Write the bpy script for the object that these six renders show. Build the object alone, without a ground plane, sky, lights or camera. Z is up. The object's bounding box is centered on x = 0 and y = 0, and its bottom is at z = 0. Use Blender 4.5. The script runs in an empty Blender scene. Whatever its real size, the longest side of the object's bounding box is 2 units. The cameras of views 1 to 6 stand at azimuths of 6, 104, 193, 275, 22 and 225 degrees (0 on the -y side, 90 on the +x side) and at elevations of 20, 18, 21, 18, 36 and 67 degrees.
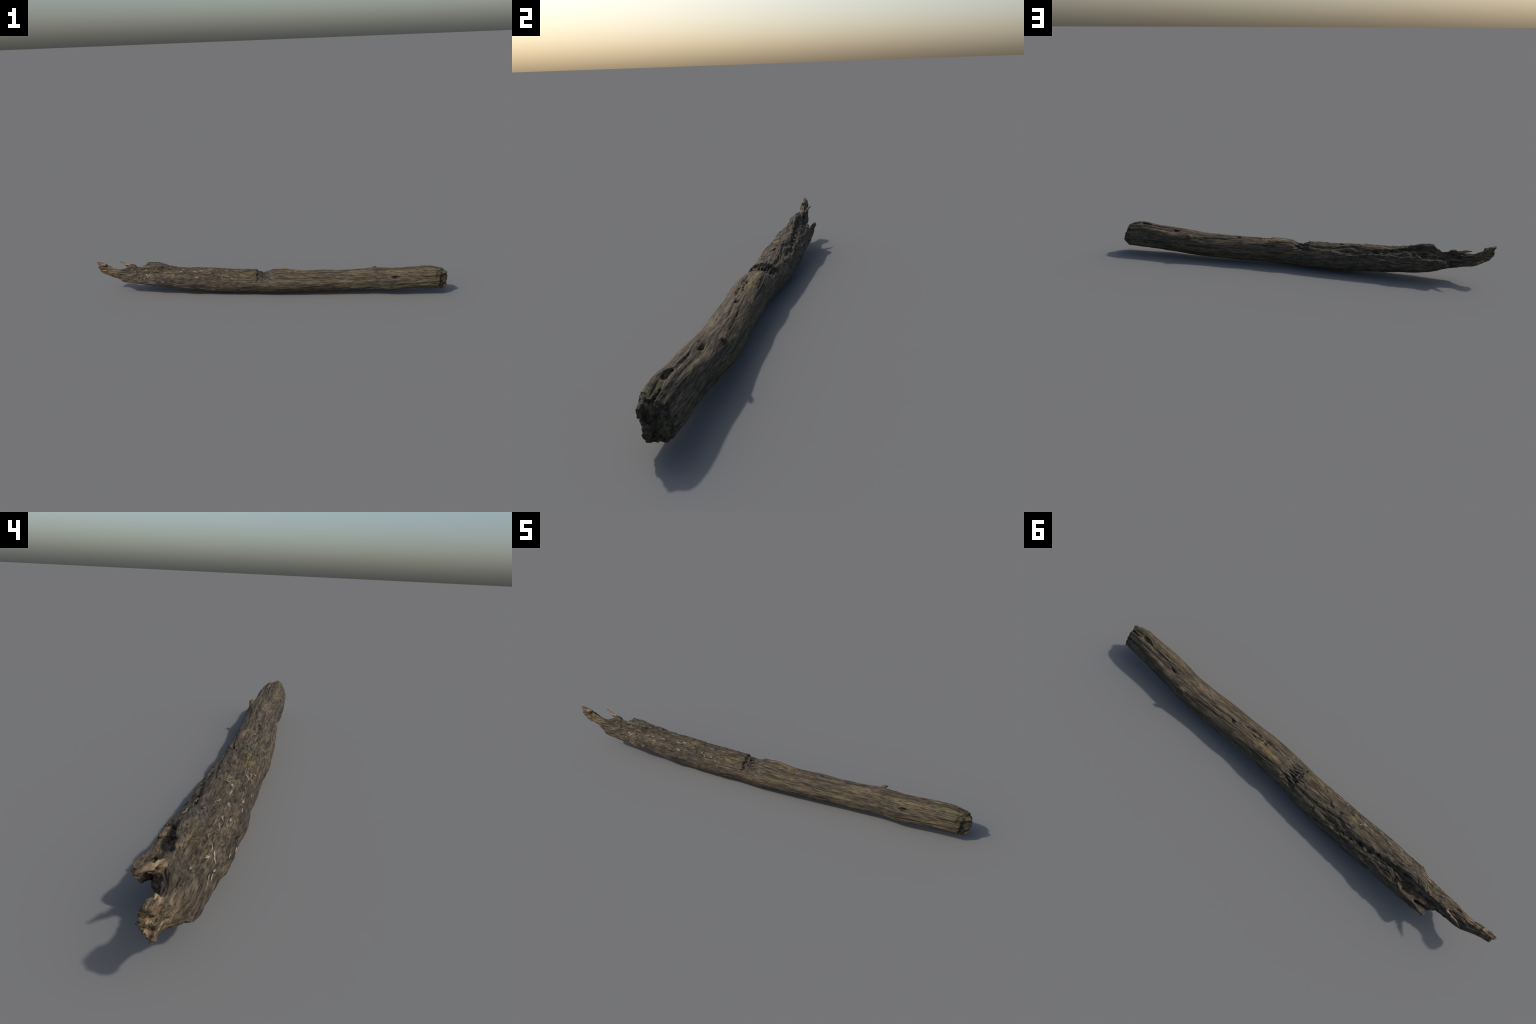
"""A rotten, broken log lying on the ground.

The log is described as an implicit solid: a trunk lofted through cross-sections
along a gently curved spine, minus a worn notch, knot holes, drying cracks and a
rotted-out hollow, plus splinters and a twig stub.  The solid is meshed with a
surface-net, given wood-grain relief along its normals, and then separated into
its parts (trunk, broken end, notch, hollow, splinters ...).
"""
import bpy, math
import numpy as np
from mathutils import Vector
from mathutils.bvhtree import BVHTree

RNG = np.random.default_rng(7)

# ------------------------------------------------------------------ noise
_perm = np.random.default_rng(11).permutation(256).astype(np.int32)
_perm = np.concatenate([_perm, _perm, _perm[:4]])
_grad = np.random.default_rng(12).normal(size=(256, 3)).astype(np.float32)
_grad /= np.linalg.norm(_grad, axis=1, keepdims=True)
_gx, _gy, _gz = (np.ascontiguousarray(_grad[:, k]) for k in range(3))


def perlin(p):
    """Gradient noise, about -0.7..0.7, p is (N,3); worked in cache-sized blocks."""
    out = np.empty(len(p), np.float32)
    for s in range(0, len(p), 16384):
        out[s:s + 16384] = _perlin_block(p[s:s + 16384].astype(np.float32))
    return out


def _perlin_block(p):
    fl = np.floor(p)
    x, y, z = (np.ascontiguousarray(p[:, k] - fl[:, k]) for k in range(3))
    i, j, k = (fl[:, n].astype(np.int32) & 255 for n in range(3))
    u, v, w = (q * q * q * (q * (q * 6 - 15) + 10) for q in (x, y, z))
    a0, a1 = _perm[i], _perm[i + 1]
    res = []
    for dx, a in ((0, a0), (1, a1)):
        xx = x - dx
        plane = []
        for dy in (0, 1):
            b = _perm[a + j + dy] + k
            yy = y - dy
            c0, c1 = _perm[b], _perm[b + 1]
            e0 = _gx[c0] * xx + _gy[c0] * yy + _gz[c0] * z
            e1 = _gx[c1] * xx + _gy[c1] * yy + _gz[c1] * (z - 1)
            plane.append(e0 + (e1 - e0) * w)
        res.append(plane[0] + (plane[1] - plane[0]) * v)
    return res[0] + (res[1] - res[0]) * u


def fbm(p, octaves=3, gain=0.5):
    s, a = 0, 1.0
    for k in range(octaves):
        s = s + a * perlin(p * (2.03 ** k) + 17.3 * k)
        a *= gain
    return s


def ridged(p, octaves=2):
    s, a = 0, 1.0
    for k in range(octaves):
        s = s + a * (1 - 2.4 * np.abs(perlin(p * (2.1 ** k) + 9.1 * k)))
        a *= 0.5
    return s


def smooth(a, b, x):
    t = np.clip((x - a) / (b - a), 0, 1)
    return t * t * (3 - 2 * t)


def smin(a, b, k):
    h = np.clip(0.5 + 0.5 * (b - a) / k, 0, 1)
    return b + (a - b) * h - k * h * (1 - h)


def smax(a, b, k):
    return -smin(-a, -b, k)


# ------------------------------------------------------------------ trunk
# station x, mean radius, spine y, spine z, then the second and third
# harmonics (cos, sin) of the cross-section's support function
STATIONS = np.array([
    (-1.00, 0.0205, -0.0110, 0.1570, -0.0060, 0.0007, 0.0007, 0.0017),
    (-0.95, 0.0255, -0.0065, 0.1379, -0.0060, -0.0000, -0.0011, 0.0040),
    (-0.90, 0.0286, -0.0036, 0.1135, -0.0017, -0.0030, -0.0007, -0.0010),
    (-0.85, 0.0402, -0.0050, 0.1056, 0.0022, -0.0032, 0.0054, -0.0060),
    (-0.80, 0.0556, 0.0119, 0.1050, 0.0119, 0.0032, 0.0050, -0.0046),
    (-0.75, 0.0591, 0.0131, 0.1008, 0.0129, 0.0071, 0.0007, -0.0020),
    (-0.70, 0.0661, 0.0102, 0.1002, 0.0050, 0.0002, 0.0009, -0.0070),
    (-0.65, 0.0734, 0.0057, 0.1010, 0.0031, -0.0036, -0.0007, -0.0074),
    (-0.60, 0.0724, 0.0049, 0.0935, 0.0049, -0.0031, -0.0012, -0.0045),
    (-0.50, 0.0698, 0.0020, 0.0812, 0.0070, -0.0030, 0.0004, -0.0034),
    (-0.40, 0.0714, 0.0006, 0.0761, 0.0064, -0.0018, -0.0004, -0.0038),
    (-0.30, 0.0714, -0.0021, 0.0722, 0.0031, -0.0034, 0.0005, -0.0039),
    (-0.20, 0.0715, -0.0044, 0.0680, 0.0038, -0.0027, 0.0000, -0.0025),
    (-0.10, 0.0697, -0.0084, 0.0677, 0.0021, -0.0023, -0.0002, -0.0023),
    (0.00, 0.0680, -0.0161, 0.0677, 0.0022, -0.0008, -0.0025, -0.0010),
    (0.10, 0.0683, -0.0186, 0.0730, 0.0011, -0.0015, -0.0017, -0.0009),
    (0.20, 0.0649, -0.0187, 0.0699, 0.0040, -0.0030, -0.0011, -0.0004),
    (0.30, 0.0648, -0.0151, 0.0712, 0.0033, -0.0027, -0.0017, -0.0009),
    (0.40, 0.0637, -0.0134, 0.0710, 0.0030, -0.0047, -0.0011, -0.0010),
    (0.50, 0.0633, -0.0096, 0.0726, 0.0019, -0.0043, -0.0008, -0.0015),
    (0.60, 0.0645, -0.0093, 0.0787, -0.0002, -0.0028, 0.0006, -0.0022),
    (0.70, 0.0644, -0.0196, 0.0821, -0.0007, -0.0027, 0.0015, -0.0016),
    (0.80, 0.0624, -0.0216, 0.0897, -0.0019, -0.0029, 0.0001, -0.0021),
    (0.90, 0.0630, -0.0236, 0.0961, -0.0045, -0.0044, 0.0018, -0.0025),
    (0.95, 0.0604, -0.0247, 0.0935, -0.0029, -0.0056, 0.0028, -0.0017),
])

NX, NT = 512, 256
TX = np.linspace(-1.03, 1.03, NX)
TT = np.linspace(-math.pi, math.pi, NT + 1)


def station(k, x):
    """Catmull-Rom style smooth interpolation of a station column."""
    s = STATIONS[:, 0]
    v = STATIONS[:, k]
    m = np.gradient(v, s)
    i = np.clip(np.searchsorted(s, x) - 1, 0, len(s) - 2)
    h = s[i + 1] - s[i]
    t = np.clip((x - s[i]) / h, 0, 1.3)
    t2, t3 = t * t, t * t * t
    return ((2 * t3 - 3 * t2 + 1) * v[i] + (t3 - 2 * t2 + t) * h * m[i]
            + (-2 * t3 + 3 * t2) * v[i + 1] + (t3 - t2) * h * m[i + 1])


def build_radius_table():
    ph = np.linspace(-math.pi, math.pi, 721)
    tab = np.zeros((NX, NT + 1), np.float32)
    for i, x in enumerate(np.clip(TX, -1.0, 0.97)):
        a0, c2, s2, c3, s3 = (station(k, np.array([x]))[0] for k in (1, 4, 5, 6, 7))
        h = a0 + c2 * np.cos(2 * ph) + s2 * np.sin(2 * ph) + c3 * np.cos(3 * ph) + s3 * np.sin(3 * ph)
        dh = -2 * c2 * np.sin(2 * ph) + 2 * s2 * np.cos(2 * ph) - 3 * c3 * np.sin(3 * ph) + 3 * s3 * np.cos(3 * ph)
        py = h * np.cos(ph) - dh * np.sin(ph)
        pz = h * np.sin(ph) + dh * np.cos(ph)
        th = np.arctan2(pz, py)
        r = np.hypot(py, pz)
        o = np.argsort(th)
        tab[i] = np.interp(TT, th[o], r[o], period=2 * math.pi)
    # gentle swellings of the stem
    gx, gt = np.meshgrid(TX, TT, indexing='ij')
    gt[:, -1] = gt[:, 0]
    swell = fbm(np.stack([gx.ravel() * 3.2, np.cos(gt).ravel() * 2.0, np.sin(gt).ravel() * 2.0], 1) + 1.3, 2)
    return tab - 0.0022 * swell.reshape(tab.shape).astype(np.float32)


RTAB = build_radius_table()


def radius(x, th):
    fx = np.clip((x - TX[0]) / (TX[-1] - TX[0]) * (NX - 1), 0, NX - 1.001)
    ft = np.clip((th + math.pi) / (2 * math.pi) * NT, 0, NT - 0.001)
    i, j = fx.astype(np.int32), ft.astype(np.int32)
    a, b = fx - i, ft - j
    return ((RTAB[i, j] * (1 - b) + RTAB[i, j + 1] * b) * (1 - a)
            + (RTAB[i + 1, j] * (1 - b) + RTAB[i + 1, j + 1] * b) * a)


def spine(x):
    xc = np.clip(x, -1.0, 0.97)
    return station(2, xc), station(3, xc)


def polar(x, y, z):
    cy, cz = spine(x)
    return np.arctan2(z - cz, y - cy), np.hypot(y - cy, z - cz)


def capsule(P, a, b, ra, rb, flat=None, k=1.0):
    """Tapered round bar a->b; `flat` squeezes it along that direction."""
    a, b = np.array(a), np.array(b)
    ab = b - a
    t = np.clip(((P - a) @ ab) / (ab @ ab), 0, 1)
    q = P - (a + t[:, None] * ab)
    if flat is not None:
        n = np.array(flat) / np.linalg.norm(flat)
        q = q + (q @ n)[:, None] * n * (k - 1)
    return np.linalg.norm(q, axis=1) - (ra + (rb - ra) * t)


def ellipsoid(P, c, r, yaw=0.0, pitch=0.0):
    q = P - np.array(c)
    cy, sy = math.cos(yaw), math.sin(yaw)
    q = np.stack([q[:, 0] * cy + q[:, 1] * sy, -q[:, 0] * sy + q[:, 1] * cy, q[:, 2]], 1)
    cp, sp = math.cos(pitch), math.sin(pitch)
    q = np.stack([q[:, 0] * cp + q[:, 2] * sp, q[:, 1], -q[:, 0] * sp + q[:, 2] * cp], 1)
    r = np.array(r)
    k0 = np.linalg.norm(q / r, axis=1)
    return (k0 - 1) * r.min()


# cracks: (x0, x1, angle0, angle1, half width along the girth, depth)
# angle in degrees about the spine, 90 = top, 180 = front (-y), 0 = back
CRACKS = [
    (0.745, 0.900, 87, 90, 0.0035, 0.010),
    (0.655, 0.760, 92, 85, 0.0028, 0.008),
    (0.400, 0.500, 103, 104, 0.0022, 0.005),
    (0.365, 0.525, 64, 52, 0.0024, 0.007),
    (0.200, 0.310, 106, 95, 0.0030, 0.007),
    (0.125, 0.265, 119, 105, 0.0042, 0.010),
    (0.690, 0.970, 193, 200, 0.0040, 0.008),
    (0.810, 0.880, 178, 170, 0.0022, 0.005),
    (0.415, 0.480, 206, 190, 0.0045, 0.006),
    (-0.668, -0.480, 160, 190, 0.0045, 0.011),
    (-0.790, -0.640, 158, 150, 0.0030, 0.006),
    (-0.175, -0.050, 93, 80, 0.0030, 0.008),
    (-0.225, -0.085, 70, 53, 0.0030, 0.009),
    (-0.310, -0.240, 45, 40, 0.0070, 0.013),
    (-0.306, -0.272, 96, 89, 0.0045, 0.010),
    (-0.280, -0.180, 142, 165, 0.0018, 0.004),
    (-0.620, -0.500, 112, 104, 0.0030, 0.006),
    (0.700, 0.840, 30, 24, 0.0020, 0.004),
    (0.100, 0.330, 222, 228, 0.0020, 0.003),
    (-0.450, -0.150, 228, 236, 0.0022, 0.004),
    (0.420, 0.740, 262, 255, 0.0025, 0.004),
    (-0.480, -0.050, 285, 292, 0.0025, 0.004),
    (0.350, 0.700, 322, 330, 0.0022, 0.004),
]

# knot holes: centre, radii
KNOTS = [
    ((0.715, -0.078, 0.113), (0.021, 0.024, 0.0090)),
    ((0.684, -0.002, 0.145), (0.018, 0.006, 0.015)),
    ((0.700, -0.006, 0.150), (0.009, 0.008, 0.010)),
    ((0.879, -0.027, 0.162), (0.023, 0.008, 0.017)),
    ((0.858, -0.024, 0.160), (0.015, 0.005, 0.011)),
    ((0.325, -0.007, 0.138), (0.012, 0.007, 0.020)),
    ((-0.262, 0.044, 0.118), (0.026, 0.009, 0.010)),
    ((-0.340, 0.048, 0.124), (0.028, 0.009, 0.011)),
]

# rotted hollow: axis points and radii of the void
HOLLOW = np.array([
    (-0.335, 0.046, 0.126, 0.008),
    (-0.420, 0.043, 0.138, 0.021),
    (-0.500, 0.045, 0.149, 0.030),
    (-0.565, 0.045, 0.160, 0.033),
    (-0.625, 0.055, 0.170, 0.041),
    (-0.665, 0.054, 0.154, 0.038),
    (-0.720, 0.049, 0.147, 0.036),
    (-0.780, 0.050, 0.142, 0.036),
    (-0.860, 0.070, 0.128, 0.050),
])


def hollow_sdf(P):
    x = P[:, 0]
    xc = np.clip(x, HOLLOW[-1, 0], HOLLOW[0, 0])
    s = HOLLOW[::-1]
    hy, hz, hr = (np.interp(xc, s[:, 0], s[:, k]) for k in (1, 2, 3))
    d = np.sqrt(np.maximum(0, x - HOLLOW[0, 0]) ** 2 + (P[:, 1] - hy) ** 2 + (P[:, 2] - hz) ** 2) - hr
    return d


def end_cut(P, side):
    """Ragged, domed break across the thick end; its rim is chipped away
    furthest along the top and the front."""
    x, y, z = P.T
    th = np.degrees(polar(x, y, z)[0]) % 360
    flat = np.stack([0 * x, y * 26, z * 26], 1)
    rim = smooth(0.024, 0.001, -side)
    chip = 0.015 + 0.028 * smooth(20, 70, th) * (1 - smooth(150, 180, th))
    lobes = 0.55 + 0.9 * smooth(-0.25, 0.35, perlin(np.stack([0 * x + 9.2, y * 34, z * 34], 1)))
    base = 0.995 + 0.012 * fbm(flat + 3.7, 3, 0.6) - chip * lobes * rim
    # the front slab has broken off shorter; a few pits
    ragged = 0.006 * fbm(np.stack([0 * x + 2.2, y * 45, z * 45], 1), 2)
    slab = smooth(-0.045, -0.053, y + ragged) * (1 - smooth(0.122, 0.132, z + ragged))
    base = base * (1 - slab) + np.minimum(base, 0.953 + 0.5 * ragged + 0.10 * (z - 0.09)) * slab
    base -= 0.012 * smooth(0.10, 0.30, perlin(np.stack([0 * x + 5.5, y * 40, z * 32], 1)))
    return (x - np.minimum(base, 1.0)) * 0.7


NOTCH_L, NOTCH_R = -0.064, 0.030


def notch_depth(x, th):
    ang = np.degrees(th)
    ang = np.where(ang < -90, ang + 360, ang)            # -90..270, 90 = top
    wob = 0.004 * np.sin(ang * 0.21) + 0.003 * np.sin(ang * 0.53 + 1)
    skew = (ang - 90) * 0.00006
    u = x + wob * smooth(0, 1, -(x + 0.03) / 0.03) - skew
    prof = smooth(NOTCH_L, NOTCH_L + 0.006, u) * 0.62 + smooth(-0.045, -0.026, u) * 0.38
    prof = prof * (1 - smooth(-0.015, NOTCH_R, u))
    span = np.where(ang > 90, 1 - smooth(45, 86, ang - 90), 1 - smooth(38, 72, 90 - ang))
    worn = 0.82 + 0.35 * np.sin(ang * 0.13 + x * 60) * np.sin(ang * 0.37)
    return 0.0225 * prof * span * worn


def log_sdf(P):
    """Returns signed distance and the trunk-side distance."""
    x, y, z = P.T
    th, rho = polar(x, y, z)
    side = (rho - radius(x, th)) * 0.97
    f = side.copy()

    # upstanding flake of outer wood beside the hollow
    hump = ellipsoid(P, (-0.660, 0.003, 0.156), (0.085, 0.016, 0.0215), 0.0, -0.12)
    hump = np.maximum(hump, -(x + 0.714 + 0.25 * (y - 0.01) - 0.7 * (z - 0.160)))
    f = smin(f, hump, 0.006)
    side = smin(side, hump, 0.006)
    # step where the outer layer has flaked off the front
    ang = np.degrees(th) % 360
    edge = -0.662 + 0.0024 * np.maximum(0, ang - 130) + 0.006 * np.sin(ang * 0.31)
    belly = smooth(98, 120, ang) * (1 - smooth(172, 205, ang))
    flake = smooth(edge + 0.004, edge - 0.014, x) * belly * (1 - smooth(-0.80, -0.90, x) * 0.8)
    f = f + (0.0095 - 0.005 * smooth(140, 185, ang)) * flake
    # trough worn into the front below the upstanding rim
    wob = 5 * np.sin(x * 60) + 3 * np.sin(x * 143)
    trough = (smooth(-0.510, -0.590, x) * (1 - smooth(-0.69, -0.78, x))
              * smooth(108, 119, ang + wob) * (1 - smooth(140, 176, ang)))
    f = f + 0.0165 * trough
    elbow = smooth(-0.850, -0.862, x + 0.00025 * (ang - 200)) * smooth(150, 170, ang) * (1 - smooth(250, 285, ang))
    f = f + 0.0055 * elbow

    # splits running back from the broken end
    m = x > 0.86
    if m.any():
        q = np.stack([x[m] * 3, np.cos(th[m]) * 4.2, np.sin(th[m]) * 4.2], 1)
        f[m] += 0.014 * smooth(0.90, 0.985, x[m]) * smooth(0.05, 0.42, perlin(q + 2.6))

    # worn notch
    f = f + notch_depth(x, th)

    # cracks
    for x0, x1, t0, t1, w, dep in CRACKS:
        m = (x > x0 - 0.02) & (x < x1 + 0.02) & (np.abs(side) < 0.03)
        if not m.any():
            continue
        xm = x[m]
        t = (xm - x0) / (x1 - x0)
        tc = np.radians(t0 + (t1 - t0) * t) + 0.035 * np.sin(xm * 23 + t0) + 0.020 * np.sin(xm * 71 + t1) + 0.012 * np.sin(xm * 190 + t0)
        d = (th[m] - tc + math.pi) % (2 * math.pi) - math.pi
        fade = smooth(-0.03, 0.12, t) * (1 - smooth(0.88, 1.03, t)) * (0.62 + 0.38 * np.sin(xm * 47 + t1)) * (0.8 + 0.2 * np.sin(xm * 140 + t0))
        f[m] += dep * fade * np.exp(-(d * rho[m] / w) ** 2)

    # knot holes
    for c, r in KNOTS:
        m = (np.abs(x - c[0]) < 0.06) & (np.abs(y - c[1]) < 0.05) & (np.abs(z - c[2]) < 0.05)
        if m.any():
            d = ellipsoid(P[m], c, r)
            d = d + 0.0028 * fbm(P[m] * (55, 110, 110), 2)
            f[m] = smax(f[m], -d, 0.004)

    # ---- rotted hollow end
    m = (x < -0.30) & ((side < 0.02) | ((x < -0.76) & (side < 0.09)))
    if m.any():
        Q, g = P[m], f[m]
        qx, qy, qz = Q.T
        fibre = fbm(Q * (30, 72, 72) + 4.0, 3, 0.58)
        chunk = fbm(Q * (45, 60, 60) + 8.0, 2)
        calm = 0.45 + 0.55 * smooth(-0.66, -0.60, qx)
        h = hollow_sdf(Q) + (0.008 * fibre + 0.005 * chunk) * calm
        # crumbling core wood standing in the hollow
        core = capsule(Q, (-0.44, 0.050, 0.106), (-0.52, 0.048, 0.122), 0.010, 0.013)
        core = np.minimum(core, capsule(Q, (-0.535, 0.038, 0.128), (-0.615, 0.042, 0.126), 0.012, 0.014))
        core = np.minimum(core, capsule(Q, (-0.60, 0.055, 0.105), (-0.632, 0.052, 0.112), 0.012, 0.010))
        core = np.minimum(core, capsule(Q, (-0.66, 0.034, 0.080), (-0.795, 0.034, 0.084), 0.014, 0.010))
        core = core + 0.010 * fibre + 0.006 * chunk
        g2 = smax(g, -h, 0.003)
        g2 = np.minimum(g2, np.maximum(core, g + 0.004))
        # the back wall breaks down to a thin low blade
        brk = np.maximum.reduce([qx + 0.640 + 0.15 * (qz - 0.1) + 0.008 * chunk,
                                 0.030 - qy, 0.115 - 0.11 * (qx + 0.64) - qz + 0.004 * fibre])
        g2 = smax(g2, -brk, 0.002)
        # gap between that blade and the floor
        gap = ellipsoid(Q, (-0.742, 0.056, 0.060), (0.040, 0.0090, 0.09), 0.06) + 0.004 * chunk
        g2 = smax(g2, -gap, 0.002)
        # blade ends, floor ends
        cutb = np.maximum(qx + 0.809 - 0.45 * (0.125 - qz) + 0.006 * fibre, 0.044 - qy)
        g2 = smax(g2, -cutb, 0.002)
        cutf = np.maximum.reduce([qx + 0.766 + 0.014 * fibre + 0.6 * (0.046 - qy), 0.024 - qy, qy - 0.066])
        g2 = smax(g2, -cutf, 0.002)
        under = np.maximum.reduce([qx + 0.765, 0.066 - qz - 0.5 * (qx + 0.79), 0.06 - qy])
        g2 = smax(g2, -under, 0.004)
        # scooped inner side of the long tip
        scoop = capsule(Q, (-0.82, 0.054, 0.112), (-1.02, 0.020, 0.167), 0.026, 0.012) + 0.004 * fibre
        g2 = smax(g2, -scoop, 0.003)
        g2 = smax(g2, -(capsule(Q, (-0.89, 0.000, 0.150), (-0.965, -0.006, 0.182), 0.007, 0.004) + 0.004 * chunk), 0.003)
        # long splinter
        spl = capsule(Q, (-0.79, 0.012, 0.148), (-0.881, 0.039, 0.1725), 0.0120, 0.0042, (0.25, 1, 0.0), 1.4) + 0.0010 * fibre
        web = capsule(Q, (-0.80, 0.016, 0.136), (-0.850, 0.029, 0.156), 0.014, 0.004, (0.25, 1, 0.0), 2.4) + 0.002 * fibre
        g2 = smin(g2, np.minimum(spl, web), 0.006)
        # ragged tip
        tip = -(qx + 0.992 + 0.30 * np.maximum(0, 0.155 - qz) * -1 + 0.012 * fbm(Q * (8, 120, 90), 2))
        g2 = np.maximum(g2, tip)
        fork = ellipsoid(Q, (-1.003, -0.010, 0.168), (0.017, 0.03, 0.0045))
        g2 = smax(g2, -fork, 0.002)
        nub = capsule(Q, (-0.955, -0.010, 0.168), (-0.997, -0.011, 0.185), 0.011, 0.0055) + 0.0025 * fibre
        g2 = smin(g2, nub, 0.004)
        f[m] = g2

    # twig stub with a flared foot
    m = (np.abs(x - 0.595) < 0.08) & (y > -0.01)
    if m.any():
        Q = P[m]
        tw = capsule(Q, (0.589, 0.029, 0.119), (0.625, 0.0415, 0.1550), 0.0090, 0.0048) + 0.0015 * fbm(Q * (60, 90, 90), 2)
        tw = np.maximum(tw, (Q[:, 0] - 0.625) * 0.85 + (Q[:, 2] - 0.155) * 0.5 - 0.003)
        f[m] = smin(f[m], tw, 0.006)

    m = x > 0.88
    if m.any():
        f[m] = np.maximum(f[m], end_cut(P[m], side[m]))
    return f, side


# ------------------------------------------------------------------ surface net
def surface_net(F, origin, step):
    n = np.array(F.shape)
    S = F < 0
    c = n - 1
    cnt = np.zeros(c, np.int8)
    for dx in (0, 1):
        for dy in (0, 1):
            for dz in (0, 1):
                cnt += S[dx:dx + c[0], dy:dy + c[1], dz:dz + c[2]]
    act = np.argwhere((cnt > 0) & (cnt < 8))
    idx = np.full(c, -1, np.int32)
    idx[tuple(act.T)] = np.arange(len(act))
    acc = np.zeros((len(act), 3))
    num = np.zeros(len(act))
    for ax in range(3):
        o1, o2 = [a for a in range(3) if a != ax]
        for a in (0, 1):
            for b in (0, 1):
                p0 = act.copy()
                p0[:, o1] += a
                p0[:, o2] += b
                p1 = p0.copy()
                p1[:, ax] += 1
                v0, v1 = F[tuple(p0.T)], F[tuple(p1.T)]
                m = (v0 < 0) != (v1 < 0)
                t = np.where(m, v0 / np.where(m, v0 - v1, 1), 0)
                q = p0.astype(float)
                q[:, ax] += t
                acc[m] += q[m]
                num[m] += 1
    verts = acc / num[:, None] * step + origin
    quads = []
    for ax in range(3):
        o1, o2 = (ax + 1) % 3, (ax + 2) % 3
        a = [slice(None)] * 3
        b = [slice(None)] * 3
        a[ax], b[ax] = slice(0, -1), slice(1, None)
        e = np.argwhere(S[tuple(a)] != S[tuple(b)])
        ok = (e[:, o1] > 0) & (e[:, o2] > 0) & (e[:, o1] < n[o1] - 1) & (e[:, o2] < n[o2] - 1)
        e = e[ok]
        inside = S[tuple(e.T)]
        q = []
        for d1, d2 in ((1, 1), (0, 1), (0, 0), (1, 0)):
            k = e.copy()
            k[:, o1] -= d1
            k[:, o2] -= d2
            q.append(idx[tuple(k.T)])
        q = np.stack(q, 1)
        q[~inside] = q[~inside][:, ::-1]
        quads.append(q)
    return verts, np.concatenate(quads)


def largest_piece(V, Q):
    lab = np.arange(len(V))
    e = np.concatenate([Q[:, [0, 1]], Q[:, [1, 2]], Q[:, [2, 3]], Q[:, [3, 0]]])
    while True:
        m = np.minimum(lab[e[:, 0]], lab[e[:, 1]])
        new = lab.copy()
        np.minimum.at(new, e[:, 0], m)
        np.minimum.at(new, e[:, 1], m)
        np.minimum.at(new, lab[e[:, 0]], m)
        np.minimum.at(new, lab[e[:, 1]], m)
        new = new[new]
        if (new == lab).all():
            break
        lab = new
    best = np.bincount(lab).argmax()
    keep = lab == best
    remap = np.cumsum(keep) - 1
    return V[keep], remap[Q[keep[Q[:, 0]]]]


def vertex_normals(V, Q):
    fn = np.cross(V[Q[:, 2]] - V[Q[:, 0]], V[Q[:, 3]] - V[Q[:, 1]])
    N = np.zeros_like(V)
    for k in range(4):
        np.add.at(N, Q[:, k], fn)
    return N / np.maximum(np.linalg.norm(N, axis=1, keepdims=True), 1e-12)


def relax(V, Q, k):
    S = np.zeros_like(V)
    c = np.zeros(len(V))
    for a, b in ((0, 1), (1, 2), (2, 3), (3, 0)):
        np.add.at(S, Q[:, a], V[Q[:, b]])
        np.add.at(S, Q[:, b], V[Q[:, a]])
        np.add.at(c, Q[:, a], 1)
        np.add.at(c, Q[:, b], 1)
    return V * (1 - k) + S / c[:, None] * k


def build_log_mesh():
    step = np.array([0.0024, 0.0019, 0.0019])
    lo = np.array([-1.012, -0.106, -0.008])
    hi = np.array([1.014, 0.100, 0.200])
    n = np.ceil((hi - lo) / step).astype(int) + 1
    xs, ys, zs = (lo[k] + step[k] * np.arange(n[k]) for k in range(3))
    F = np.full(n, 0.05, np.float32)
    chunk = 48
    for i in range(0, n[0], chunk):
        xx = xs[i:i + chunk]
        G = np.stack(np.meshgrid(xx, ys, zs, indexing='ij'), -1).reshape(-1, 3)
        th, rho = polar(*G.T)
        rough = rho - radius(G[:, 0], th)
        near = (rough < 0.03)
        core = rough < (-0.040 if xx.min() > -0.30 and xx.max() < 0.92 else -9)
        if abs(xx.mean() - 0.6) < 0.14:
            near |= (rough < 0.05) & (G[:, 1] > 0) & (G[:, 2] > 0.10)
        out = np.where(core, -0.05, 0.05).astype(np.float32)
        near = rough < 0.014
        near &= ~core
        # thin strays above the hull near the hollow end (hump, splinter)
        if xx.min() < -0.55:
            near |= (rough < 0.075) & (G[:, 2] > 0.12) & (G[:, 1] > -0.05) & (G[:, 1] < 0.05)
        out[near] = log_sdf(G[near])[0]
        F[i:i + chunk] = out.reshape(len(xx), n[1], n[2])
    V, Q = surface_net(F, lo, step)
    V, Q = largest_piece(V, Q)
    V = relax(V, Q, 0.4)
    return V, Q


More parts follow.
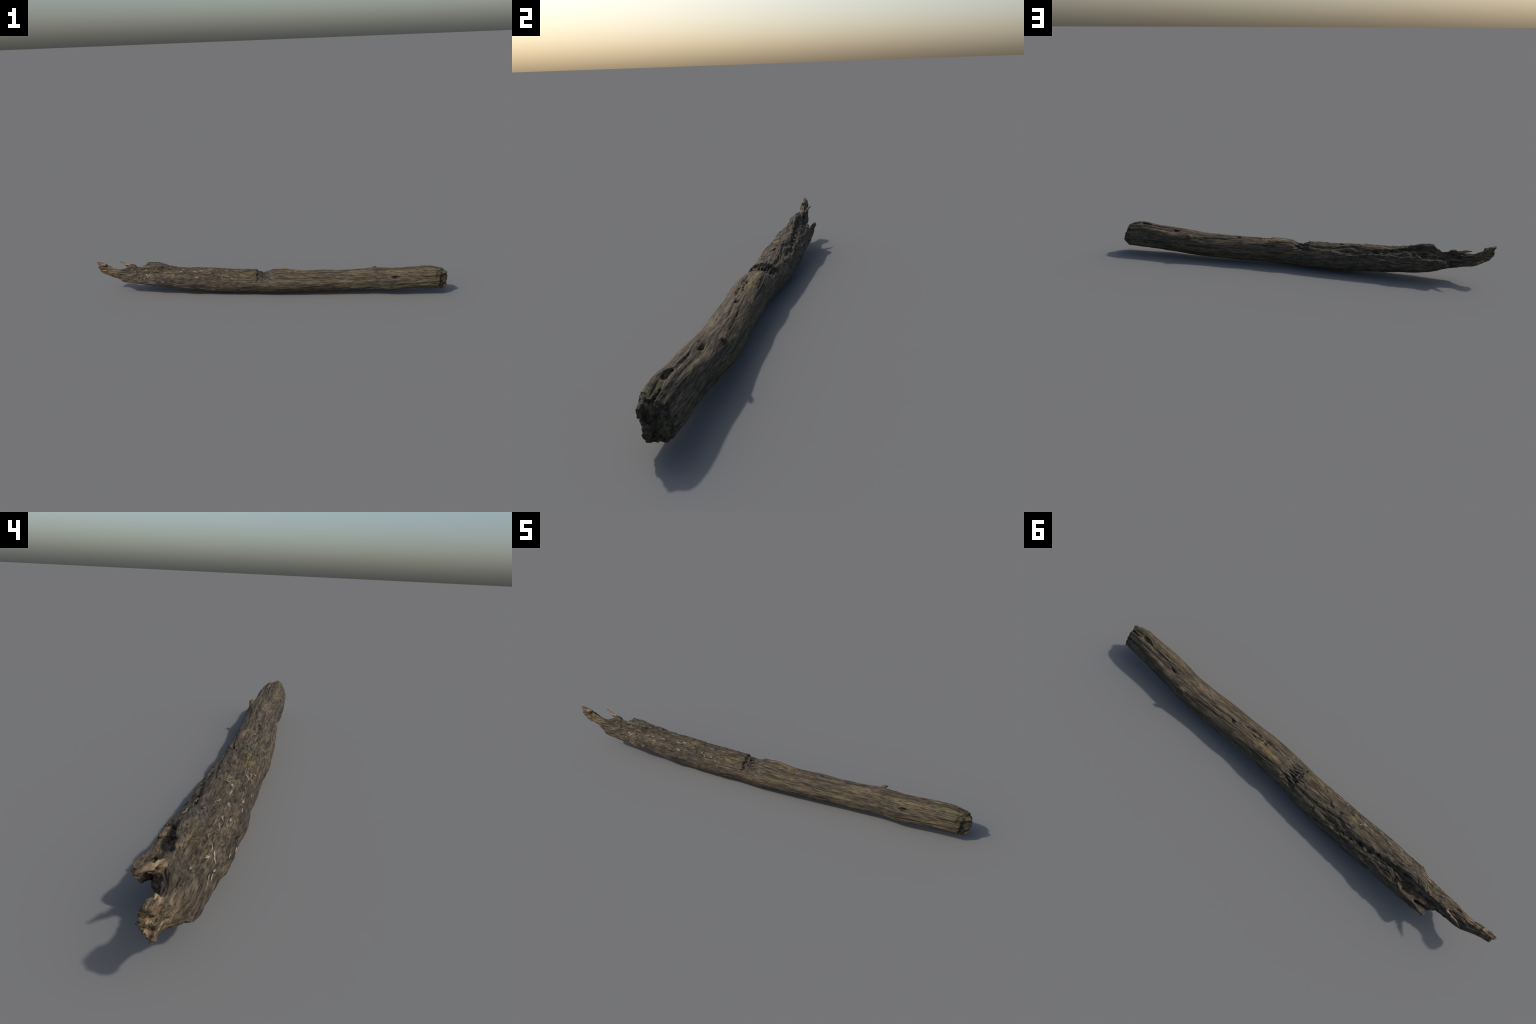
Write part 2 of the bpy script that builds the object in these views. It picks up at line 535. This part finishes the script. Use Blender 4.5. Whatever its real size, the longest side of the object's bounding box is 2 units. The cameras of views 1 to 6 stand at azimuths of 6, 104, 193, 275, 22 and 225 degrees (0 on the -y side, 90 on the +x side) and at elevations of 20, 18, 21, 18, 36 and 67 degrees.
def relief(V, N, side):
    """Wood-grain relief: how far each vertex moves along its normal."""
    x, y, z = V.T
    th, rho = polar(x, y, z)
    inner = smooth(0.002, 0.007, -side)                   # freshly broken / rotten faces
    deg = np.degrees(th) % 360
    inner = inner * (1 - smooth(100, 112, deg) * (1 - smooth(250, 265, deg)) * smooth(-0.89, -0.86, x) * (1 - smooth(0.85, 0.90, x)))
    # grain runs along the log with a slight twist
    tw = th + 0.35 * x + 0.10 * np.sin(x * 4.1)
    g = np.stack([x * 1.0, np.cos(tw) * 0.07, np.sin(tw) * 0.07], 1)
    rough = 0.55 + 0.75 * smooth(0.05, -0.25, x) + 0.25 * smooth(0.75, 0.95, x)
    upper = 0.75 + 0.35 * np.sin(tw + 0.4)
    # patches where the grain stands proud, patches worn smooth
    worn = smooth(-0.25, 0.35, fbm(g * (5, 22, 22) + 31, 2))
    d = 0.0017 * (ridged(g * (5, 70, 70), 2) - 0.75) * rough * worn
    d += 0.0026 * fbm(g * (10, 42, 42) + 5, 3) * rough * upper
    d += 0.0011 * fbm(g * (24, 170, 170), 2) * rough * (0.5 + worn)
    d += 0.0032 * (ridged(g * (2.0, 27, 27) + 60, 2) - 0.75) * (1 - 0.4 * worn)
    # flaking layers: terraced steps along the grain
    t = fbm(g * (7, 30, 30) + 50, 3, 0.6) * 4.0
    k = np.floor(t)
    d += 0.0017 * (k + smooth(0.75, 1.0, t - k)) * 0.6 * rough
    # scabby pits of the weathered upper left half
    scab = smooth(-0.02, -0.2, x) * smooth(-0.2, 0.7, np.sin(tw + 0.35))
    d -= scab * 0.0046 * smooth(0.14, 0.42, fbm(g * (26, 48, 48) + 2.2, 2))
    d += scab * 0.0018 * fbm(g * (40, 100, 100) + 7, 2)
    d -= 0.0034 * smooth(0.24, 0.5, perlin(g * (8, 60, 60) + 12)) * (1 - inner)
    # rotted strip along the top of the smooth half
    strip = smooth(1.0, 0.5, np.hypot((x - 0.175) / 0.15, (th - 1.68) / 0.30))
    d -= strip * (0.0028 + 0.0065 * smooth(-0.10, 0.30, fbm(g * (18, 70, 70) + 40, 3, 0.6)))
    d -= 0.0003 + 0.0010 * smooth(-0.45, -0.6, x) * smooth(0.2, -0.5, np.sin(th))
    # crumbly inside
    c = 0.0042 * fbm(V * (55, 100, 100) + 1.0, 3, 0.65) + 0.0014 * (ridged(V * (20, 95, 95) + 4.0, 2) - 0.7)
    tipw = smooth(-0.84, -0.88, x)
    c = c * (1 - tipw) + tipw * (0.0036 * fbm(V * (16, 110, 110) + 1.0, 3, 0.6) + 0.0020 * (ridged(V * (9, 120, 120), 2) - 0.7))
    c -= (1 - 0.7 * tipw) * 0.0065 * smooth(0.16, 0.40, perlin(V * (48, 62, 62) + 3.3))
    d = d * (1 - inner) + c * inner
    # chewed ridges on the notch's step
    ang = np.degrees(th)
    ang = np.where(ang < -90, ang + 360, ang)
    nz = smooth(NOTCH_L - 0.022, NOTCH_L, x) * (1 - smooth(-0.035, -0.02, x)) * smooth(32, 62, ang) * (1 - smooth(160, 178, ang))
    d += nz * 0.0024 * ridged(np.stack([x * 70, y * 34, z * 34], 1) + fbm(V * 30, 2)[:, None] * 1.2, 2) - nz * 0.0015
    flat = smooth(-0.028, -0.018, x) * (1 - smooth(0.01, 0.02, x)) * smooth(20, 40, ang) * (1 - smooth(140, 160, ang))
    return d * (1 - 0.45 * flat)


# ------------------------------------------------------------------ materials
class Nodes:
    def __init__(self, mat):
        self.t = mat.node_tree
        self.n = self.t.nodes
        self.l = self.t.links
        self.co = self.n.new('ShaderNodeTexCoord').outputs['Object']
        self.sep = self.n.new('ShaderNodeSeparateXYZ')
        self.l.new(self.co, self.sep.inputs[0])

    def mapping(self, scale, loc=(0, 0, 0), rot=(0, 0, 0)):
        m = self.n.new('ShaderNodeMapping')
        m.inputs['Scale'].default_value = scale
        m.inputs['Location'].default_value = loc
        m.inputs['Rotation'].default_value = rot
        self.l.new(self.co, m.inputs['Vector'])
        return m.outputs[0]

    def noise(self, scale, loc=(0, 0, 0), detail=3, rough=0.55, distort=0.0):
        t = self.n.new('ShaderNodeTexNoise')
        t.inputs['Scale'].default_value = 1
        t.inputs['Detail'].default_value = detail
        t.inputs['Roughness'].default_value = rough
        t.inputs['Distortion'].default_value = distort
        self.l.new(self.mapping(scale, loc), t.inputs['Vector'])
        return t.outputs['Fac']

    def ramp(self, fac, stops, ease='LINEAR'):
        r = self.n.new('ShaderNodeValToRGB')
        r.color_ramp.interpolation = ease
        e = r.color_ramp.elements
        while len(e) < len(stops):
            e.new(0.5)
        for k, (p, c) in enumerate(stops):
            e[k].position = p
            e[k].color = (c, c, c, 1) if isinstance(c, (int, float)) else (*c, 1)
        self.l.new(fac, r.inputs[0])
        return r.outputs['Color']

    def math(self, op, a, b=0.0, clamp=False):
        m = self.n.new('ShaderNodeMath')
        m.operation = op
        m.use_clamp = clamp
        for k, v in enumerate((a, b)):
            if isinstance(v, (int, float)):
                m.inputs[k].default_value = v
            else:
                self.l.new(v, m.inputs[k])
        return m.outputs[0]

    def range(self, v, a, b, lo=0.0, hi=1.0):
        m = self.n.new('ShaderNodeMapRange')
        m.interpolation_type = 'SMOOTHSTEP'
        for k, q in zip(('From Min', 'From Max', 'To Min', 'To Max'), (a, b, lo, hi)):
            m.inputs[k].default_value = q
        self.l.new(v, m.inputs['Value'])
        return m.outputs[0]

    def mix(self, fac, a, b, mode='MIX'):
        m = self.n.new('ShaderNodeMix')
        m.data_type = 'RGBA'
        m.blend_type = mode
        for k, v in ((0, fac), (6, a), (7, b)):
            if isinstance(v, (int, float)):
                m.inputs[k].default_value = v
            elif isinstance(v, tuple):
                m.inputs[k].default_value = (*v, 1)
            else:
                self.l.new(v, m.inputs[k])
        return m.outputs[2]

    def spot(self, centre, radii):
        """Soft 0..1 mask round a point of the object."""
        m = self.n.new('ShaderNodeMapping')
        m.vector_type = 'POINT'
        s = tuple(1 / r for r in radii)
        m.inputs['Scale'].default_value = s
        m.inputs['Location'].default_value = tuple(-c * k for c, k in zip(centre, s))
        self.l.new(self.co, m.inputs['Vector'])
        d = self.n.new('ShaderNodeVectorMath')
        d.operation = 'LENGTH'
        self.l.new(m.outputs[0], d.inputs[0])
        return self.range(d.outputs['Value'], 1.0, 0.35)


def wood(name, kind):
    mat = bpy.data.materials.new(name)
    mat.use_nodes = True
    k = Nodes(mat)
    bsdf = k.n['Principled BSDF']
    bsdf.inputs['Roughness'].default_value = 0.85
    bsdf.inputs['Specular IOR Level'].default_value = 0.25
    X = k.sep.outputs['X']

    streak = k.noise((4, 62, 62), detail=6, rough=0.66, distort=0.5)
    fine = k.noise((22, 260, 260), (3, 1, 7), detail=4, rough=0.65)
    patch = k.noise((4, 26, 26), (9, 2, 4), detail=6, rough=0.72)
    patch2 = k.noise((6, 30, 30), (1, 8, 3), detail=6, rough=0.72)
    scab = k.noise((26, 72, 72), (4, 4, 1), detail=5, rough=0.62)
    left = k.range(k.math('ADD', X, k.range(patch, 0.3, 0.7, -0.12, 0.12)), 0.10, -0.22)

    if kind == 'bark_free':
        tan = k.ramp(streak, [(0.36, (0.024, 0.020, 0.015)), (0.48, (0.064, 0.050, 0.032)), (0.63, (0.118, 0.091, 0.057))])
        # weathered left half: darker, broken up by scabs rather than streaks
        mixed = k.mix(0.5, streak, scab)
        dark = k.ramp(mixed, [(0.35, (0.020, 0.017, 0.013)), (0.49, (0.057, 0.045, 0.031)), (0.63, (0.110, 0.085, 0.055))])
        col = k.mix(left, tan, dark)
        # grey weathering, olive algae, rusty stains
        col = k.mix(k.math('MULTIPLY', k.range(patch, 0.48, 0.60), k.math('SUBTRACT', 0.68, k.math('MULTIPLY', left, 0.25))), col, k.mix(k.range(fine, 0.3, 0.7), (0.024, 0.021, 0.018), (0.074, 0.062, 0.049)))
        col = k.mix(k.math('MULTIPLY', k.range(patch2, 0.53, 0.68), 0.50), col, k.mix(fine, (0.050, 0.042, 0.022), (0.125, 0.098, 0.044)))
        rust = k.noise((14, 34, 34), (6, 1, 1), detail=3)
        col = k.mix(k.math('MULTIPLY', k.range(rust, 0.66, 0.76), 0.55), col, (0.150, 0.070, 0.038))
        pur = k.noise((6, 24, 24), (2, 9, 6), detail=3)
        col = k.mix(k.math('MULTIPLY', k.range(pur, 0.60, 0.72), 0.45), col, (0.100, 0.070, 0.066))
        # moss patch, yellow rot on the top, grey-green crust by the hump
        brk = k.range(scab, 0.40, 0.56)
        col = k.mix(k.math('MULTIPLY', k.math('MULTIPLY', k.spot((-0.135, -0.045, 0.130), (0.11, 0.035, 0.05)), brk), 0.5), col, (0.140, 0.107, 0.040))
        col = k.mix(k.math('MULTIPLY', k.spot((0.130, 0.002, 0.140), (0.10, 0.030, 0.05)), k.math('MULTIPLY', brk, 0.7)), col, (0.200, 0.140, 0.060))
        col = k.mix(k.math('MULTIPLY', k.spot((-0.655, 0.000, 0.172), (0.08, 0.05, 0.035)), k.range(scab, 0.35, 0.6, 0.15, 0.6)), col, (0.062, 0.060, 0.042))
        col = k.mix(k.math('MULTIPLY', k.spot((0.92, -0.055, 0.155), (0.10, 0.05, 0.035)), k.math('MULTIPLY', k.range(streak, 0.40, 0.60), 0.6)), col, (0.110, 0.100, 0.036))
        # chewed dark wall and grey floor of the notch
        wall = k.math('MULTIPLY', k.spot((-0.052, -0.022, 0.130), (0.032, 0.066, 0.055)), k.range(scab, 0.30, 0.55, 0.55, 1.0))
        col = k.mix(k.math('MULTIPLY', wall, 0.68), col, k.mix(scab, (0.018, 0.017, 0.013), (0.080, 0.070, 0.048)))
        floor = k.math('MULTIPLY', k.spot((-0.010, -0.035, 0.112), (0.050, 0.060, 0.045)), k.range(patch, 0.30, 0.52))
        col = k.mix(k.math('MULTIPLY', floor, 0.8), col, k.mix(fine, (0.036, 0.035, 0.031), (0.080, 0.073, 0.059)))
        # golden fresh wood of the tip
        gold = k.ramp(streak, [(0.32, (0.040, 0.030, 0.019)), (0.50, (0.112, 0.082, 0.048)), (0.66, (0.255, 0.186, 0.110))])
        col = k.mix(k.range(X, -0.86, -0.93), col, gold)
        # pale crumbs of dry pith and lichen on the left half
        crumb = k.noise((30, 85, 85), (7, 3, 2), detail=2, rough=0.5, distort=0.6)
        where = k.math('MULTIPLY', k.range(X, -0.10, -0.25), k.range(k.sep.outputs['Y'], 0.055, 0.02))
        col = k.mix(k.math('MULTIPLY', k.math('MULTIPLY', k.range(crumb, 0.71, 0.77), where), 0.7), col, (0.230, 0.180, 0.135))
        # fine dark checks and pale fibre
        col = k.mix(0.8, col, k.ramp(fine, [(0.36, 0.18), (0.47, 0.85), (0.60, 1.5)]), 'MULTIPLY')
    elif kind == 'rotten':
        col = k.ramp(k.mix(0.5, streak, scab), [(0.38, (0.016, 0.013, 0.010)), (0.49, (0.058, 0.045, 0.031)), (0.60, (0.180, 0.134, 0.082))])
        green = k.math('MULTIPLY', k.spot((-0.50, 0.015, 0.125), (0.20, 0.05, 0.05)), k.range(patch2, 0.34, 0.52))
        col = k.mix(k.math('MULTIPLY', green, 0.8), col, (0.026, 0.030, 0.018))
        tip = k.range(X, -0.84, -0.93)
        col = k.mix(tip, col, k.ramp(streak, [(0.36, (0.030, 0.026, 0.020)), (0.62, (0.150, 0.112, 0.062))]))
    elif kind == 'end':
        col = k.ramp(k.noise((60, 60, 60), detail=5, rough=0.7), [(0.36, (0.017, 0.015, 0.011)), (0.50, (0.049, 0.040, 0.026)), (0.66, (0.130, 0.096, 0.056))])
        col = k.mix(k.math('MULTIPLY', k.range(patch2, 0.46, 0.62), 0.6), col, (0.034, 0.040, 0.018))
    elif kind == 'splinter':
        col = k.ramp(streak, [(0.36, (0.055, 0.041, 0.026)), (0.50, (0.150, 0.108, 0.066)), (0.64, (0.290, 0.212, 0.135))])
    elif kind == 'stub':
        col = k.ramp(streak, [(0.34, (0.045, 0.034, 0.024)), (0.52, (0.100, 0.072, 0.046)), (0.68, (0.160, 0.115, 0.072))])
    elif kind == 'chip':
        info = k.n.new('ShaderNodeObjectInfo')
        pale = k.mix(info.outputs['Random'], (0.180, 0.138, 0.096), (0.390, 0.330, 0.260))
        col = k.mix(k.range(k.noise((160, 160, 160), detail=3), 0.35, 0.65), k.mix(0.55, pale, (0.09, 0.07, 0.05)), pale)
    k.l.new(col, bsdf.inputs['Base Color'])

    bump = k.n.new('ShaderNodeBump')
    bump.inputs['Strength'].default_value = 0.8
    bump.inputs['Distance'].default_value = 0.003
    k.l.new(k.math('ADD', fine, k.math('MULTIPLY', k.noise((90, 320, 320), (5, 5, 5), detail=3), 0.6)), bump.inputs['Height'])
    k.l.new(bump.outputs[0], bsdf.inputs['Normal'])
    return mat


# ------------------------------------------------------------------ assembly
def part_object(name, V, Q, N, mat, parent):
    used = np.unique(Q)
    remap = np.full(len(V), -1)
    remap[used] = np.arange(len(used))
    q = remap[Q]
    me = bpy.data.meshes.new(name)
    me.from_pydata(V[used].tolist(), [], q.tolist())
    me.materials.append(mat)
    me.polygons.foreach_set('use_smooth', np.ones(len(q), bool))
    me.update()
    me.normals_split_custom_set_from_vertices(N[used].tolist())
    ob = bpy.data.objects.new(name, me)
    bpy.context.collection.objects.link(ob)
    ob.parent = parent
    return ob


def chip_mesh(rng, name, length, width, curl, mat):
    """A thin curled flake of dry pith, with thickness and torn edges."""
    nu, nv = 9, 4
    top, bot = [], []
    bend = rng.normal(0, 0.30)
    lean = abs(rng.normal(0, 0.8))
    for i in range(nu + 1):
        u = i / nu * 2 - 1
        w = width * (1 - abs(u) ** (1.2 + lean) * 0.9) * max(0.35, 1 + 0.40 * rng.normal())
        for j in range(nv + 1):
            v = j / nv * 2 - 1
            px = u * length * 0.5
            py = v * w * 0.5 + bend * (u * u - 0.4) * length * 0.5
            pz = curl * (u * u) * length * 0.4 + 0.5 * width * 0.35 * v * v
            th = 0.0009 * (1 - 0.5 * abs(u))
            top.append((px, py, pz + th))
            bot.append((px, py, pz - th))
    W = nv + 1
    n = len(top)
    faces = []
    for i in range(nu):
        for j in range(nv):
            a, b, c, d = i * W + j, (i + 1) * W + j, (i + 1) * W + j + 1, i * W + j + 1
            faces.append((a, b, c, d))
            faces.append((n + d, n + c, n + b, n + a))
    ring = [j for j in range(W)] + [i * W + nv for i in range(1, nu + 1)] + \
           [nu * W + j for j in range(nv - 1, -1, -1)] + [i * W for i in range(nu - 1, 0, -1)]
    for a, b in zip(ring, ring[1:] + ring[:1]):
        faces.append((a, b, n + b, n + a))
    me = bpy.data.meshes.new(name)
    me.from_pydata(top + bot, [], faces)
    me.materials.append(mat)
    me.polygons.foreach_set('use_smooth', np.ones(len(faces), bool))
    me.update()
    return me


# loose pale flakes: (x, angle about the spine, length, heading from the grain)
CHIPS = [
    (-0.594, 138, 0.018, 5), (-0.562, 134, 0.020, 18), (-0.492, 109, 0.015, -30), (-0.499, 128, 0.032, 4),
    (-0.546, 146, 0.016, -8), (-0.536, 153, 0.020, 12), (-0.442, 118, 0.018, 75), (-0.416, 122, 0.027, -12),
    (-0.386, 118, 0.024, 4), (-0.360, 115, 0.018, -38), (-0.603, 184, 0.023, 6), (-0.408, 150, 0.026, -10),
    (-0.451, 156, 0.015, 14), (-0.277, 135, 0.022, 68), (-0.262, 142, 0.018, -50), (-0.230, 141, 0.026, 8),
    (-0.202, 148, 0.018, -28), (-0.238, 96, 0.011, 20), (-0.154, 111, 0.012, 10), (-0.090, 140, 0.016, 4),
    (-0.023, 145, 0.014, -30), (-0.738, 184, 0.016, 35), (-0.719, 181, 0.018, -20), (0.158, 99, 0.018, 62),
    (0.118, 103, 0.012, -35), (0.182, 111, 0.008, 20), (-0.676, 157, 0.028, 6), (-0.705, 160, 0.026, -24),
    (-0.691, 168, 0.024, 40), (-0.655, 181, 0.018, 8), (-0.758, 181, 0.018, 55), (-0.517, 105, 0.010, 10),
    (-0.776, 142, 0.014, -12), (-0.442, 146, 0.013, 0), (-0.570, 148, 0.014, 40), (-0.657, 133, 0.016, 4),
    (-0.372, 108, 0.016, 50), (-0.466, 136, 0.011, -20), (-0.340, 140, 0.012, 30), (-0.590, 100, 0.012, 12),
    (-0.300, 82, 0.012, -14), (-0.470, 66, 0.016, 8), (-0.445, 52, 0.018, -6), (-0.520, 50, 0.020, 10),
    (-0.560, 58, 0.016, -18), (-0.800, 40, 0.018, -40), (-0.180, 128, 0.010, 70), (-0.320, 163, 0.010, 15),
]


def main():
    V, Q = build_log_mesh()
    f, side = log_sdf(V)
    N = vertex_normals(V, Q)
    V = V + N * relief(V, N, side)[:, None]
    V[:, 2] = np.maximum(V[:, 2], 0.0)
    V[:, 2] -= V[:, 2].min()
    N = vertex_normals(V, Q)

    # ---- sort the faces into parts
    C = V[Q].mean(1)
    x, y, z = C.T
    th, rho = polar(x, y, z)
    sd = side[Q].mean(1)
    ang = np.degrees(th)
    ang = np.where(ang < -90, ang + 360, ang)
    nd = notch_depth(x, th)
    part = np.zeros(len(Q), int)
    TRUNK, END, NOTCH, HOLLOWP, SPLINTER, BLADE, TIP, STUB = range(8)
    part[(sd < -0.0045) & (x < -0.32) & ~((ang > 106) & (ang < 262) & (x > -0.87))] = HOLLOWP
    part[(x > 0.90) & (end_cut(C, sd) > -0.006) & (sd < -0.002)] = END
    part[(x > 0.935) & (sd < -0.0065)] = END
    part[nd > 0.0022] = NOTCH
    part[(x < -0.865)] = TIP
    part[(x < -0.645) & (y > 0.066) & (z < 0.13)] = BLADE
    spl = capsule(C, (-0.79, 0.012, 0.148), (-0.880, 0.039, 0.172), 0.012, 0.006)
    part[(spl < 0.002) & (x < -0.815) & (y > 0.008) & (z > 0.14)] = SPLINTER
    tw = capsule(C, (0.590, 0.031, 0.127), (0.625, 0.0415, 0.155), 0.014, 0.012)
    part[(tw < 0) & (sd > 0.003)] = STUB

    thing = bpy.data.objects.new('rotten_log', None)
    bpy.context.collection.objects.link(thing)
    thing['label'] = 'weathered rotten log with hollow splintered end and worn notch'
    thing['category'] = 'log'

    mats = {k: wood(n, k) for k, n in (('bark_free', 'weathered_wood'), ('rotten', 'rotten_heartwood'), ('end', 'broken_end_wood'),
                                       ('splinter', 'dry_splinter_wood'), ('stub', 'twig_wood'), ('chip', 'pale_pith'))}
    spec = [(TRUNK, 'trunk', 'bark_free'), (END, 'broken_end', 'end'), (NOTCH, 'notch', 'bark_free'), (HOLLOWP, 'hollow', 'rotten'),
            (SPLINTER, 'splinter', 'splinter'), (BLADE, 'wood_blade', 'bark_free'), (TIP, 'splintered_tip', 'bark_free'), (STUB, 'twig_stub', 'stub')]
    obs = {}
    for pid, name, mk in spec:
        sel = part == pid
        if sel.any():
            obs[name] = part_object(name, V, Q[sel], N, mats[mk], thing)

    # ---- loose pale flakes lying on the wood
    bvh = BVHTree.FromPolygons(V.tolist(), Q.tolist())
    rng = np.random.default_rng(5)
    meshes = [chip_mesh(rng, 'pale_flake', 1.0 * L, W, c, mats['chip'])
              for L, W, c in ((0.026, 0.0048, 0.04), (0.020, 0.0070, 0.02), (0.030, 0.0038, 0.06), (0.016, 0.0055, 0.03),
                              (0.022, 0.0080, 0.02), (0.026, 0.0022, 0.05), (0.018, 0.0050, 0.04))]
    for n, (cx, ca, cl, ch) in enumerate(CHIPS):
        cy, cz = (float(q[0]) for q in spine(np.array([cx])))
        d = Vector((0, math.cos(math.radians(ca)), math.sin(math.radians(ca))))
        hit, nor, _, _ = bvh.ray_cast(Vector((cx, cy, cz)) + d * 0.2, -d)
        if hit is None:
            continue
        ob = bpy.data.objects.new('pale_flake', meshes[n % len(meshes)])
        bpy.context.collection.objects.link(ob)
        zax = nor.lerp(d, 0.6).normalized()
        xax = (Vector((1, 0, 0)) - zax * zax.x).normalized()
        yax = zax.cross(xax)
        a = math.radians(ch)
        xr = xax * math.cos(a) + yax * math.sin(a)
        yr = zax.cross(xr)
        s = cl / 0.024
        from mathutils import Matrix
        M = Matrix((xr, yr, zax)).transposed().to_4x4()
        ob.matrix_world = Matrix.Translation(hit + zax * 0.0012) @ M @ Matrix.Diagonal((s, s, 1, 1))
        ob.parent = thing


main()
